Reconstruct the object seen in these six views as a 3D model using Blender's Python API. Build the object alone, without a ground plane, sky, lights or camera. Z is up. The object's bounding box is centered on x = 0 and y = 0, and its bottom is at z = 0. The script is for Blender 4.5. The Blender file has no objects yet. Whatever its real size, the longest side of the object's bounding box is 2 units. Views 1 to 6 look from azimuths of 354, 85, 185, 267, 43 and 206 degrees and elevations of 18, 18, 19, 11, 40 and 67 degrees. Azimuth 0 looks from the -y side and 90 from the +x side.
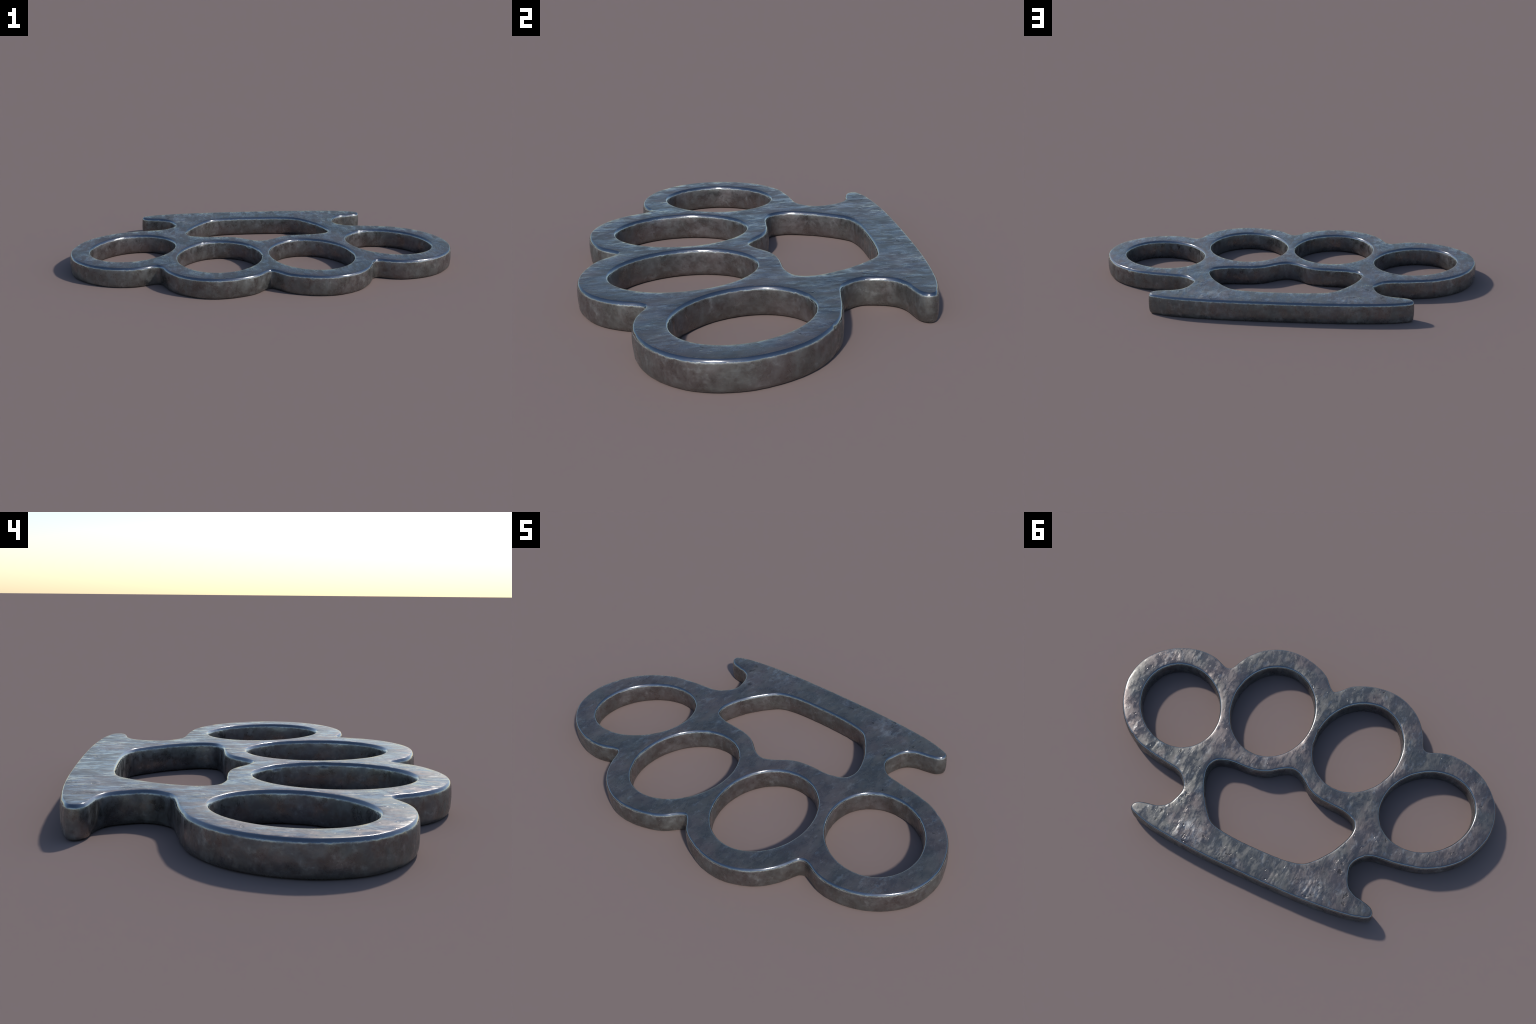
# Knuckle duster of worn dark steel lying flat on the ground.
# A mirror-symmetric plate, 0.1 m thick in this frame: four oval finger rings on
# the -y side, a palm bar with two pointed spurs on the +y side, two struts
# that join them round a kidney-shaped palm hole.
import bpy, math, random
import numpy as np
from mathutils import Vector, noise, kdtree, geometry

random.seed(7)

THICK = 0.100        # plate thickness
STEP = 0.0052        # mesh spacing
ROLL = 0.036         # width over which the upper face rolls off
TRIM = 0.0012        # fine adjustment of all outlines towards the metal

# ----------------------------------------------------------------- outlines
# half outlines (x >= 0), metres; the other half is the mirror image.
# Outside: from the middle notch between the two inner rings, round the inner
# and the outer ring, into the spur bay, round the spur, along the palm bar.
OUTER_HALF = [
    (0.000, -0.468), (0.021, -0.480), (0.043, -0.503), (0.064, -0.527), (0.097, -0.550),
    (0.144, -0.570), (0.200, -0.586), (0.268, -0.592), (0.329, -0.583), (0.378, -0.564),
    (0.420, -0.539), (0.457, -0.506), (0.488, -0.465), (0.511, -0.421), (0.524, -0.388),
    (0.536, -0.368), (0.553, -0.359), (0.575, -0.362), (0.610, -0.377), (0.648, -0.389),
    (0.696, -0.394), (0.757, -0.387), (0.823, -0.365), (0.879, -0.332), (0.928, -0.286),
    (0.966, -0.231), (0.989, -0.155), (0.991, -0.078), (0.972, -0.004), (0.943, 0.058),
    (0.905, 0.111), (0.861, 0.152), (0.813, 0.184), (0.761, 0.210), (0.708, 0.224),
    (0.650, 0.236), (0.589, 0.244), (0.536, 0.252), (0.505, 0.263), (0.482, 0.281),
    (0.463, 0.303), (0.452, 0.325), (0.448, 0.345), (0.451, 0.367), (0.458, 0.392),
    (0.470, 0.423), (0.490, 0.449), (0.527, 0.469), (0.571, 0.478), (0.612, 0.489),
    (0.629, 0.503), (0.635, 0.518), (0.631, 0.531), (0.617, 0.541), (0.590, 0.550),
    (0.546, 0.562), (0.492, 0.571), (0.414, 0.580), (0.306, 0.588), (0.225, 0.591),
    (0.136, 0.593), (0.045, 0.594),
]
PALM_HALF = [
    (0.000, 0.007), (0.034, 0.016), (0.071, 0.039), (0.108, 0.067), (0.149, 0.086),
    (0.195, 0.095), (0.243, 0.098), (0.292, 0.100), (0.336, 0.109), (0.374, 0.127),
    (0.391, 0.156), (0.394, 0.192), (0.386, 0.227), (0.371, 0.266), (0.351, 0.307),
    (0.318, 0.356), (0.285, 0.397), (0.252, 0.428), (0.220, 0.442), (0.166, 0.453),
    (0.105, 0.458), (0.040, 0.460),
]
# finger holes: centre, half axes, angle of the long axis (right-hand pair)
FINGER_HOLES = [((0.2363, -0.2380), (0.2582, 0.2154), -80.6),
                ((0.6772, -0.0675), (0.2420, 0.2030), -49.0)]


def mirrored_loop(half):
    right = [Vector((x, y)) for x, y in half]
    left = [Vector((-p.x, p.y)) for p in reversed(right) if p.x > 1e-6]
    return right + left


def smooth_loop(ctrl, step=STEP):
    """Closed centripetal-like Catmull-Rom curve, resampled evenly."""
    n = len(ctrl)
    dense = []
    for i in range(n):
        p0, p1, p2, p3 = (ctrl[(i + k) % n] for k in (-1, 0, 1, 2))
        l0 = max((p1 - p0).length, 1e-6) ** .5
        l1 = max((p2 - p1).length, 1e-6) ** .5
        l2 = max((p3 - p2).length, 1e-6) ** .5
        m1 = ((p1 - p0) / l0 - (p2 - p0) / (l0 + l1) + (p2 - p1) / l1) * l1
        m2 = ((p2 - p1) / l1 - (p3 - p1) / (l1 + l2) + (p3 - p2) / l2) * l1
        for s in range(12):
            t = s / 12
            a = 2 * t**3 - 3 * t**2 + 1
            b = t**3 - 2 * t**2 + t
            c = -2 * t**3 + 3 * t**2
            d = t**3 - t**2
            dense.append(a * p1 + b * m1 + c * p2 + d * m2)
    P = np.array([(p.x, p.y) for p in dense])
    return resample(P, step)


def resample(P, step):
    Q = np.vstack([P, P[:1]])
    s = np.r_[0, np.cumsum(np.linalg.norm(np.diff(Q, axis=0), axis=1))]
    n = max(24, int(round(s[-1] / step)))
    t = np.linspace(0, s[-1], n, endpoint=False)
    return np.stack([np.interp(t, s, Q[:, 0]), np.interp(t, s, Q[:, 1])], -1)


def ellipse_loop(c, r, deg, sx=1):
    t = np.linspace(0, 2 * math.pi, 720, endpoint=False)
    a = math.radians(deg)
    x = c[0] + r[0] * np.cos(t) * math.cos(a) - r[1] * np.sin(t) * math.sin(a)
    y = c[1] + r[0] * np.cos(t) * math.sin(a) + r[1] * np.sin(t) * math.cos(a)
    P = np.stack([x * sx, y], -1)
    return resample(P if sx > 0 else P[::-1], STEP)


def signed_area(P):
    x, y = P.T
    return .5 * np.sum(x * np.roll(y, -1) - y * np.roll(x, -1))


def outward(P, hole):
    """2D normals that point away from the metal."""
    t = np.roll(P, -1, 0) - np.roll(P, 1, 0)
    t /= np.linalg.norm(t, axis=1)[:, None]
    nrm = np.stack([t[:, 1], -t[:, 0]], -1) * np.sign(signed_area(P))
    return -nrm if hole else nrm


loops = [(smooth_loop(mirrored_loop(OUTER_HALF)), False),
         (smooth_loop(mirrored_loop(PALM_HALF)), True)]
for sx in (1, -1):
    for c, r, a in FINGER_HOLES:
        loops.append((ellipse_loop(c, r, a, sx), True))

# ----------------------------------------------------------------- edge profile
# (height, offset out from the outline): flat face, softened chamfer, slightly
# barrel-shaped wall, the same below.
# The third number is the elevation of the shading normal in degrees (0 = level).
UPPER = [(0.1000, -0.0160, 83), (0.1000, -0.0120, 81.5), (0.1000, -0.0088, 79.5), (0.1000, -0.0062, 75),
         (0.1000, -0.0040, 68), (0.1000, -0.0020, 60), (0.0992, -0.0006, 54), (0.0970, 0.0013, 47),
         (0.0940, 0.0028, 38),
         (0.0912, 0.0039, 26), (0.0892, 0.0045, 12), (0.0870, 0.0049, 8), (0.0840, 0.0053, 6),
         (0.0800, 0.0058, 5), (0.0750, 0.0062, 4), (0.0700, 0.0066, 3), (0.0650, 0.0068, 2),
         (0.0600, 0.0070, 1), (0.0550, 0.0071, 0)]
PROFILE = UPPER + [(0.0500, 0.0071, 0)] + [(THICK - z, o, -e) for z, o, e in reversed(UPPER)]


def worn(p, amp=1.0):
    """Small unevenness of the wrought surface (metres)."""
    v = Vector(p)
    a = noise.noise(v * 9.0) * 0.0007
    b = noise.noise(v * 31.0 + Vector((3, 7, 1))) * 0.0005
    c = noise.noise(v * 85.0 + Vector((9, 2, 5))) * 0.00028
    return amp * (a + b + c)


def edge_chip(p, z):
    """Irregular bites and ripples along the upper and the lower arris."""
    d = min(abs(z - 0.092), abs(z - 0.008))
    w = max(0.0, 1 - d / 0.011)
    if w <= 0:
        return 0.0
    v = Vector((p[0], p[1], z))
    ripple = noise.noise(v * 55.0) * 0.0009 + noise.noise(v * 140.0) * 0.0005
    bite = noise.noise(Vector((p[0], p[1], 0)) * 24.0 + Vector((0, 0, 4 + (z > .05))))
    bite = max(0.0, bite - 0.42) * 0.014
    return w * (ripple - bite)


verts, faces = [], []
edge_normal = {}                    # shading normals along the chamfers
rim_top, rim_bot = [], []           # index loops of the two flat faces
for P, hole in loops:
    N = outward(P, hole)
    n = len(P)
    start = len(verts)
    for z, off, elev in PROFILE:
        for i in range(n):
            q = P[i] + N[i] * (off - TRIM)
            flat = z in (THICK, 0.0)
            d = 0.0 if flat else worn((q[0], q[1], z)) + edge_chip(q, z)
            if abs(elev) > 8 and z > .05:
                e = math.radians(elev)
                edge_normal[len(verts)] = (N[i][0] * math.cos(e), N[i][1] * math.cos(e), math.sin(e))
            verts.append((q[0] + N[i][0] * d, q[1] + N[i][1] * d, z))
    rows = len(PROFILE)
    ccw = (signed_area(P) > 0) != hole      # walking with the metal on the left
    for r in range(rows - 1):
        a0, b0 = start + r * n, start + (r + 1) * n
        for i in range(n):
            j = (i + 1) % n
            f = (a0 + i, b0 + i, b0 + j, a0 + j)
            faces.append(f if ccw else f[::-1])
    rim_top.append(list(range(start, start + n)))
    rim_bot.append(list(range(start + (rows - 1) * n, start + rows * n)))


def inside(points, polys):
    res = np.zeros(len(points), bool)
    x, y = points[:, 0], points[:, 1]
    for Q in polys:
        x1, y1 = Q.T
        x2, y2 = np.roll(x1, -1), np.roll(y1, -1)
        for a, b, c, d in zip(x1, y1, x2, y2):
            if b == d:
                continue
            lo, hi = (b, d) if b < d else (d, b)
            m = (y >= lo) & (y < hi)
            if m.any():
                m[m] = x[m] < a + (y[m] - b) * (c - a) / (d - b)
                res ^= m
    return res


def cap(rims, z0, step, up):
    """Fill one flat face with an even triangle mesh, slightly uneven."""
    rim_ids = [i for loop in rims for i in loop]
    pts = [Vector(verts[i][:2]) for i in rim_ids]
    polys = [np.array([verts[i][:2] for i in loop]) for loop in rims]
    tree = kdtree.KDTree(len(pts))
    for k, p in enumerate(pts):
        tree.insert((p.x, p.y, 0), k)
    tree.balance()
    rng = np.random.default_rng(5)
    gx, gy = np.meshgrid(np.arange(-1, 1, step), np.arange(-.6, .6, step * .866))
    gx = gx + (np.arange(gx.shape[0]) % 2)[:, None] * step * .5
    G = np.stack([gx.ravel(), gy.ravel()], -1)
    G += rng.uniform(-.12, .12, G.shape) * step
    G = G[inside(G, polys)]
    inner = [Vector(g) for g in G if tree.find((g[0], g[1], 0))[2] > step * .62]
    edges, k = [], 0
    for loop in rims:
        n = len(loop)
        edges += [(k + i, k + (i + 1) % n) for i in range(n)]
        k += n
    vo, _, fo, orig, _, _ = geometry.delaunay_2d_cdt(pts + inner, edges, [], 0, 1e-7)
    cent = np.array([[sum(vo[i].x for i in f) / 3, sum(vo[i].y for i in f) / 3] for f in fo])
    keep = inside(cent, polys)
    index = {}
    for i, o in enumerate(orig):
        if o and o[0] < len(rim_ids):
            index[i] = rim_ids[o[0]]
    for f, ok in zip(fo, keep):
        if not ok:
            continue
        out = []
        for i in f:
            if i not in index:
                p = vo[i]
                dist = tree.find((p.x, p.y, 0))[2]
                d = worn((p.x * 1.0, p.y * .7, z0), 1.0) * min(1, dist / .012)
                index[i] = len(verts)
                if up and dist < ROLL:
                    # the face rolls gently over towards its rims
                    _, k, _ = tree.find((p.x, p.y, 0))
                    rx, ry, _ = edge_normal[rim_ids[k]]
                    l = math.hypot(rx, ry)
                    tilt = math.radians(7.5) * (1 - dist / ROLL) ** 2
                    edge_normal[len(verts)] = (rx / l * math.sin(tilt), ry / l * math.sin(tilt), math.cos(tilt))
                verts.append((p.x, p.y, z0 + (d - .0004 if up else abs(d))))
            out.append(index[i])
        a, b, c = (Vector(verts[i][:2]) for i in out)
        if ((b - a).cross(c - a) > 0) != up:
            out.reverse()
        faces.append(tuple(out))


cap(rim_top, THICK, STEP, True)
cap(rim_bot, 0.0, 0.012, False)

whole = bpy.data.meshes.new("casting")
whole.from_pydata(verts, [], faces)
whole.update()
whole.shade_smooth()
normals = np.zeros(len(verts) * 3)
whole.vertices.foreach_get("normal", normals)
normals = normals.reshape(-1, 3)
for i, v in edge_normal.items():
    v = np.array(v) + .35 * (normals[i] - np.array(v))
    normals[i] = v / np.linalg.norm(v)

# ----------------------------------------------------------------- material


def steel_material():
    mat = bpy.data.materials.new("worn_dark_steel")
    mat.use_nodes = True
    nt = mat.node_tree
    nt.nodes.clear()
    N, L = nt.nodes.new, nt.links.new

    def put(sock, v):
        if isinstance(v, bpy.types.NodeSocket):
            L(v, sock)
        else:
            sock.default_value = v

    def math_(op, a, b=0.0, c=0.0, clamp=False):
        m = N("ShaderNodeMath"); m.operation = op; m.use_clamp = clamp
        put(m.inputs[0], a); put(m.inputs[1], b); put(m.inputs[2], c)
        return m.outputs[0]

    def ramp(v, lo, hi, a=0.0, b=1.0):
        m = N("ShaderNodeMapRange"); m.interpolation_type = 'SMOOTHSTEP'
        put(m.inputs[0], v)
        for k, x in zip((1, 2, 3, 4), (lo, hi, a, b)):
            put(m.inputs[k], x)
        return m.outputs[0]

    def tex(vec, scale, detail=4, rough=.55, dist=0.0):
        t = N("ShaderNodeTexNoise")
        put(t.inputs["Vector"], vec); t.inputs["Scale"].default_value = scale
        t.inputs["Detail"].default_value = detail
        t.inputs["Roughness"].default_value = rough
        t.inputs["Distortion"].default_value = dist
        return t.outputs[0]

    def mapped(vec, scale, loc=(0, 0, 0), rot=(0, 0, 0)):
        m = N("ShaderNodeMapping"); L(vec, m.inputs[0])
        m.inputs["Scale"].default_value = scale
        m.inputs["Location"].default_value = loc
        m.inputs["Rotation"].default_value = rot
        return m.outputs[0]

    def mix(f, a, b, mode='MIX'):
        m = N("ShaderNodeMix"); m.data_type = 'RGBA'; m.blend_type = mode
        put(m.inputs[0], f)
        put(m.inputs[6], (*a, 1) if isinstance(a, tuple) else a)
        put(m.inputs[7], (*b, 1) if isinstance(b, tuple) else b)
        return m.outputs[2]

    co = N("ShaderNodeTexCoord").outputs["Object"]
    sep = N("ShaderNodeSeparateXYZ"); L(co, sep.inputs[0])
    nor = N("ShaderNodeSeparateXYZ"); L(N("ShaderNodeNewGeometry").outputs["Normal"], nor.inputs[0])
    z = sep.outputs[2]
    nz = math_('ABSOLUTE', nor.outputs[2])
    half = math_('SUBTRACT', 0.05, math_('ABSOLUTE', math_('SUBTRACT', z, 0.05)))  # depth from nearer face

    side = math_('SUBTRACT', 1.0, ramp(nz, .3, .7))          # upright walls

    # base: warmed steel, brown-violet and green-grey clouds, pale scuffs
    clouds = tex(mapped(co, (1, .8, 1.3)), 6.5, 6, .62, .4)
    tint = tex(mapped(co, (1, 1, 1), (4, 2, 7)), 4.6, 5, .6, .3)
    col = mix(ramp(tint, .40, .60), COL["violet"], COL["green"])
    col = mix(ramp(clouds, .42, .70, 0, .4), col, COL["grey"])
    scuff = tex(mapped(co, (1.5, .8, 1.2), (1, 8, 3)), 19, 8, .74, .2)
    scuffed = ramp(scuff, .53, .68)                          # rubbed down to bare metal
    col = mix(math_('MULTIPLY', scuffed, .45), col, COL["pale"])
    rust = tex(mapped(co, (1, 1, 1.5), (2, 2, 2)), 9, 6, .65)
    col = mix(ramp(rust, .58, .74, 0, .35), col, COL["rust"])
    spots = tex(mapped(co, (1, .8, 1), (6, 1, 6)), 34, 5, .7)
    col = mix(math_('MULTIPLY', ramp(spots, .64, .74), .6), col, COL["dark"])

    mott = tex(mapped(co, (1, 1, 1.1), (3, 6, 1)), 24, 8, .72, .3)
    mottled = mix(ramp(mott, .36, .66), mix(.38, col, COL["rust"]), mix(.20, col, COL["pale"]))
    col = mix(math_('ADD', .2, math_('MULTIPLY', side, .6)), col, mottled)

    # dents and a rubbed patch on the upper face, alike on both halves
    halfx = math_('ABSOLUTE', sep.outputs[0])
    warp = tex(mapped(co, (1, 1, 1), (2, 9, 4)), 38, 3)
    warp2 = tex(mapped(co, (1, 1, 1), (9, 4, 2)), 38, 3)
    px = math_('ADD', halfx, math_('MULTIPLY', math_('SUBTRACT', warp, .5), .05))
    py = math_('ADD', sep.outputs[1], math_('MULTIPLY', math_('SUBTRACT', warp2, .5), .07))

    def spot(x, y, r0, r1):
        dx, dy = math_('SUBTRACT', px, x), math_('SUBTRACT', py, y)
        d = math_('SQRT', math_('ADD', math_('MULTIPLY', dx, dx), math_('MULTIPLY', dy, dy)))
        return math_('SUBTRACT', 1.0, ramp(d, r0, r1))

    dent = 0.0
    for x, y, r in DENTS:
        dent = math_('MAXIMUM', dent, spot(x, y, r * .3, r))
    dent = math_('MULTIPLY', dent, ramp(nz, .9, .99))
    rubbed = math_('MULTIPLY', spot(.335, .535, .02, .10), ramp(scuff, .40, .62))
    col = mix(math_('MULTIPLY', rubbed, .5), col, COL["pale"])
    col = mix(math_('MULTIPLY', dent, .6), col, COL["dark"])

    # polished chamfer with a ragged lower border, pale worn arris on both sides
    wob = math_('ADD', math_('MULTIPLY', math_('SUBTRACT', tex(co, 45, 3), .5), .007),
                math_('MULTIPLY', math_('SUBTRACT', tex(mapped(co, (1, 1, 1), (1, 1, 1)), 130, 3), .5), .005))
    depth = math_('ADD', half, wob)
    notflat = math_('SUBTRACT', 1.0, ramp(math_('ADD', nz, math_('MULTIPLY', wob, 9)), .905, .958))
    above = ramp(z, .045, .055, 0, 1)
    chamfer = math_('MULTIPLY', math_('SUBTRACT', 1.0, ramp(depth, .0088, .0106)), notflat)
    chamfer = math_('MULTIPLY', chamfer, above)
    line = math_('MULTIPLY', ramp(depth, .0084, .0104), math_('SUBTRACT', 1.0, ramp(depth, .0106, .0150)))
    line = math_('MULTIPLY', line, ramp(tex(mapped(co, (1, 1, 1), (5, 3, 8)), 30, 5, .65), .36, .6, .35, 1))
    wear = math_('MULTIPLY', above, math_('MULTIPLY', line, .7))
    col = mix(math_('MULTIPLY', chamfer, .75), col, COL["polish"])
    col = mix(wear, col, COL["bare"])

    # gloss: dull and shiny blotches
    rn = tex(mapped(co, (1.7, .7, 1), (5, 5, 5)), 16, 8, .72, .3)
    rough = ramp(rn, .40, .60, ROUGH[0], ROUGH[1])
    rough = math_('ADD', rough, math_('MULTIPLY', math_('MULTIPLY', side, .08), math_('SUBTRACT', 1.0, chamfer)))
    rough = math_('ADD', rough, math_('MULTIPLY', chamfer, math_('SUBTRACT', .13, rough)))
    metal = ramp(tex(mapped(co, (1, .8, 1), (7, 3, 1)), 8, 6, .65, .3), .36, .62, METAL[0], METAL[1])
    metal = math_('MAXIMUM', metal, math_('MAXIMUM', chamfer, math_('MULTIPLY', math_('MULTIPLY', scuffed, .95), math_('SUBTRACT', 1.0, side))))

    # relief: uneven hammering drawn out along y, smears, pits; smooth patches between
    waves = tex(mapped(co, (1.5, .7, 1.2)), 17, 2, .45, .4)
    fine = tex(mapped(co, (2.0, .8, 1.5), (3, 0, 0)), 40, 5, .56, .3)
    calm = ramp(tex(mapped(co, (1, 1, 1), (0, 4, 4)), 6.5, 4, .55), .46, .64, .15, 1)
    calm = math_('MAXIMUM', calm, math_('MULTIPLY', spot(.335, .54, .03, .10), 1.5))
    calm = math_('MAXIMUM', calm, math_('MULTIPLY', spot(.425, .365, .02, .06), 1.4))
    pits = ramp(tex(mapped(co, (1, .8, 1), (8, 8, 8)), 40, 4, .55), .27, .36, -1, 0)
    h = math_('ADD', math_('MULTIPLY', waves, math_('ADD', .45, math_('MULTIPLY', calm, 1.0))), math_('MULTIPLY', math_('MULTIPLY', fine, calm), .16))
    h = math_('ADD', h, math_('MULTIPLY', pits, .22))
    h = math_('SUBTRACT', h, math_('MULTIPLY', dent, .3))
    keep = math_('MULTIPLY', math_('SUBTRACT', 1.0, math_('MULTIPLY', chamfer, .85)),
                 math_('MULTIPLY', ramp(nz, .94, .994, .12, 1), math_('SUBTRACT', 1.0, math_('MULTIPLY', side, .2))))
    bump = N("ShaderNodeBump")
    put(bump.inputs["Height"], math_('MULTIPLY', h, keep))
    bump.inputs["Distance"].default_value = .0035
    bump.inputs["Strength"].default_value = .72

    bsdf = N("ShaderNodeBsdfPrincipled")
    put(bsdf.inputs["Base Color"], col)
    put(bsdf.inputs["Roughness"], rough)
    put(bsdf.inputs["Metallic"], metal)
    L(bump.outputs[0], bsdf.inputs["Normal"])
    out = N("ShaderNodeOutputMaterial")
    L(bsdf.outputs[0], out.inputs[0])
    return mat


METAL = (.64, .82)
ROUGH = (.17, .50)
DENTS = [(.320, .567, .012), (.362, .500, .010), (.336, .550, .009), (.305, .570, .011),
         (.247, .514, .009), (.100, .539, .009), (.117, .577, .008), (.490, .486, .011),
         (.421, .396, .012), (.415, .358, .010), (.492, .529, .009), (.867, .080, .009),
         (.908, -.203, .010), (.555, .160, .008), (.080, -.455, .007), (.240, -.578, .007)]
COL = dict(violet=(.170, .145, .140), green=(.149, .148, .139), grey=(.154, .149, .145),  # base greys warmed to cancel the blue sky reflected in the faces
           pale=(.40, .41, .405), rust=(.105, .080, .072), dark=(.04, .037, .035),
           polish=(.24, .26, .29), bare=(.55, .58, .56))  # polish tinted blue to deepen the chamfer's sky reflection
steel = steel_material()

# ----------------------------------------------------------------- parts
root = bpy.data.objects.new("knuckle_duster", None)
root.empty_display_size = .2
bpy.context.collection.objects.link(root)
root["label"] = "worn dark steel knuckle duster with four finger rings"
root["category"] = "knuckle duster"


def region(x, y):
    """Which part of the casting a point belongs to."""
    side = 0 if x > 0 else 1
    ax = abs(x)
    if y > .385 + .25 * max(0, ax - .30):
        return ("spur", side) if ax > .475 else ("palm_bar", 0)
    if y > .165 and .30 < ax < .54:
        return ("strut", side)
    # finger rings: the nearer hole, measured in its own ellipse
    best = []
    for c, r, deg in FINGER_HOLES:
        a = math.radians(deg)
        dx, dy = ax - c[0], y - c[1]
        u, v = dx * math.cos(a) + dy * math.sin(a), -dx * math.sin(a) + dy * math.cos(a)
        best.append(math.hypot(u / r[0], v / r[1]))
    return ("finger_ring", side + (0 if best[0] < best[1] else 2))


groups = {}
for f in faces:
    cx = sum(verts[i][0] for i in f) / len(f)
    cy = sum(verts[i][1] for i in f) / len(f)
    groups.setdefault(region(cx, cy), []).append(f)

parts = {}
for key in sorted(groups):
    fl = groups[key]
    ids = sorted({i for f in fl for i in f})
    remap = {i: k for k, i in enumerate(ids)}
    me = bpy.data.meshes.new(key[0])
    me.from_pydata([verts[i] for i in ids], [], [tuple(remap[i] for i in f) for f in fl])
    me.update()
    me.shade_smooth()
    me.normals_split_custom_set_from_vertices([tuple(normals[i]) for i in ids])
    me.materials.append(steel)
    ob = bpy.data.objects.new(key[0], me)
    bpy.context.collection.objects.link(ob)
    parts[key] = ob
for key, ob in parts.items():
    ob.parent = parts[("palm_bar", 0)] if key[0] == "spur" else root
bpy.data.meshes.remove(whole)
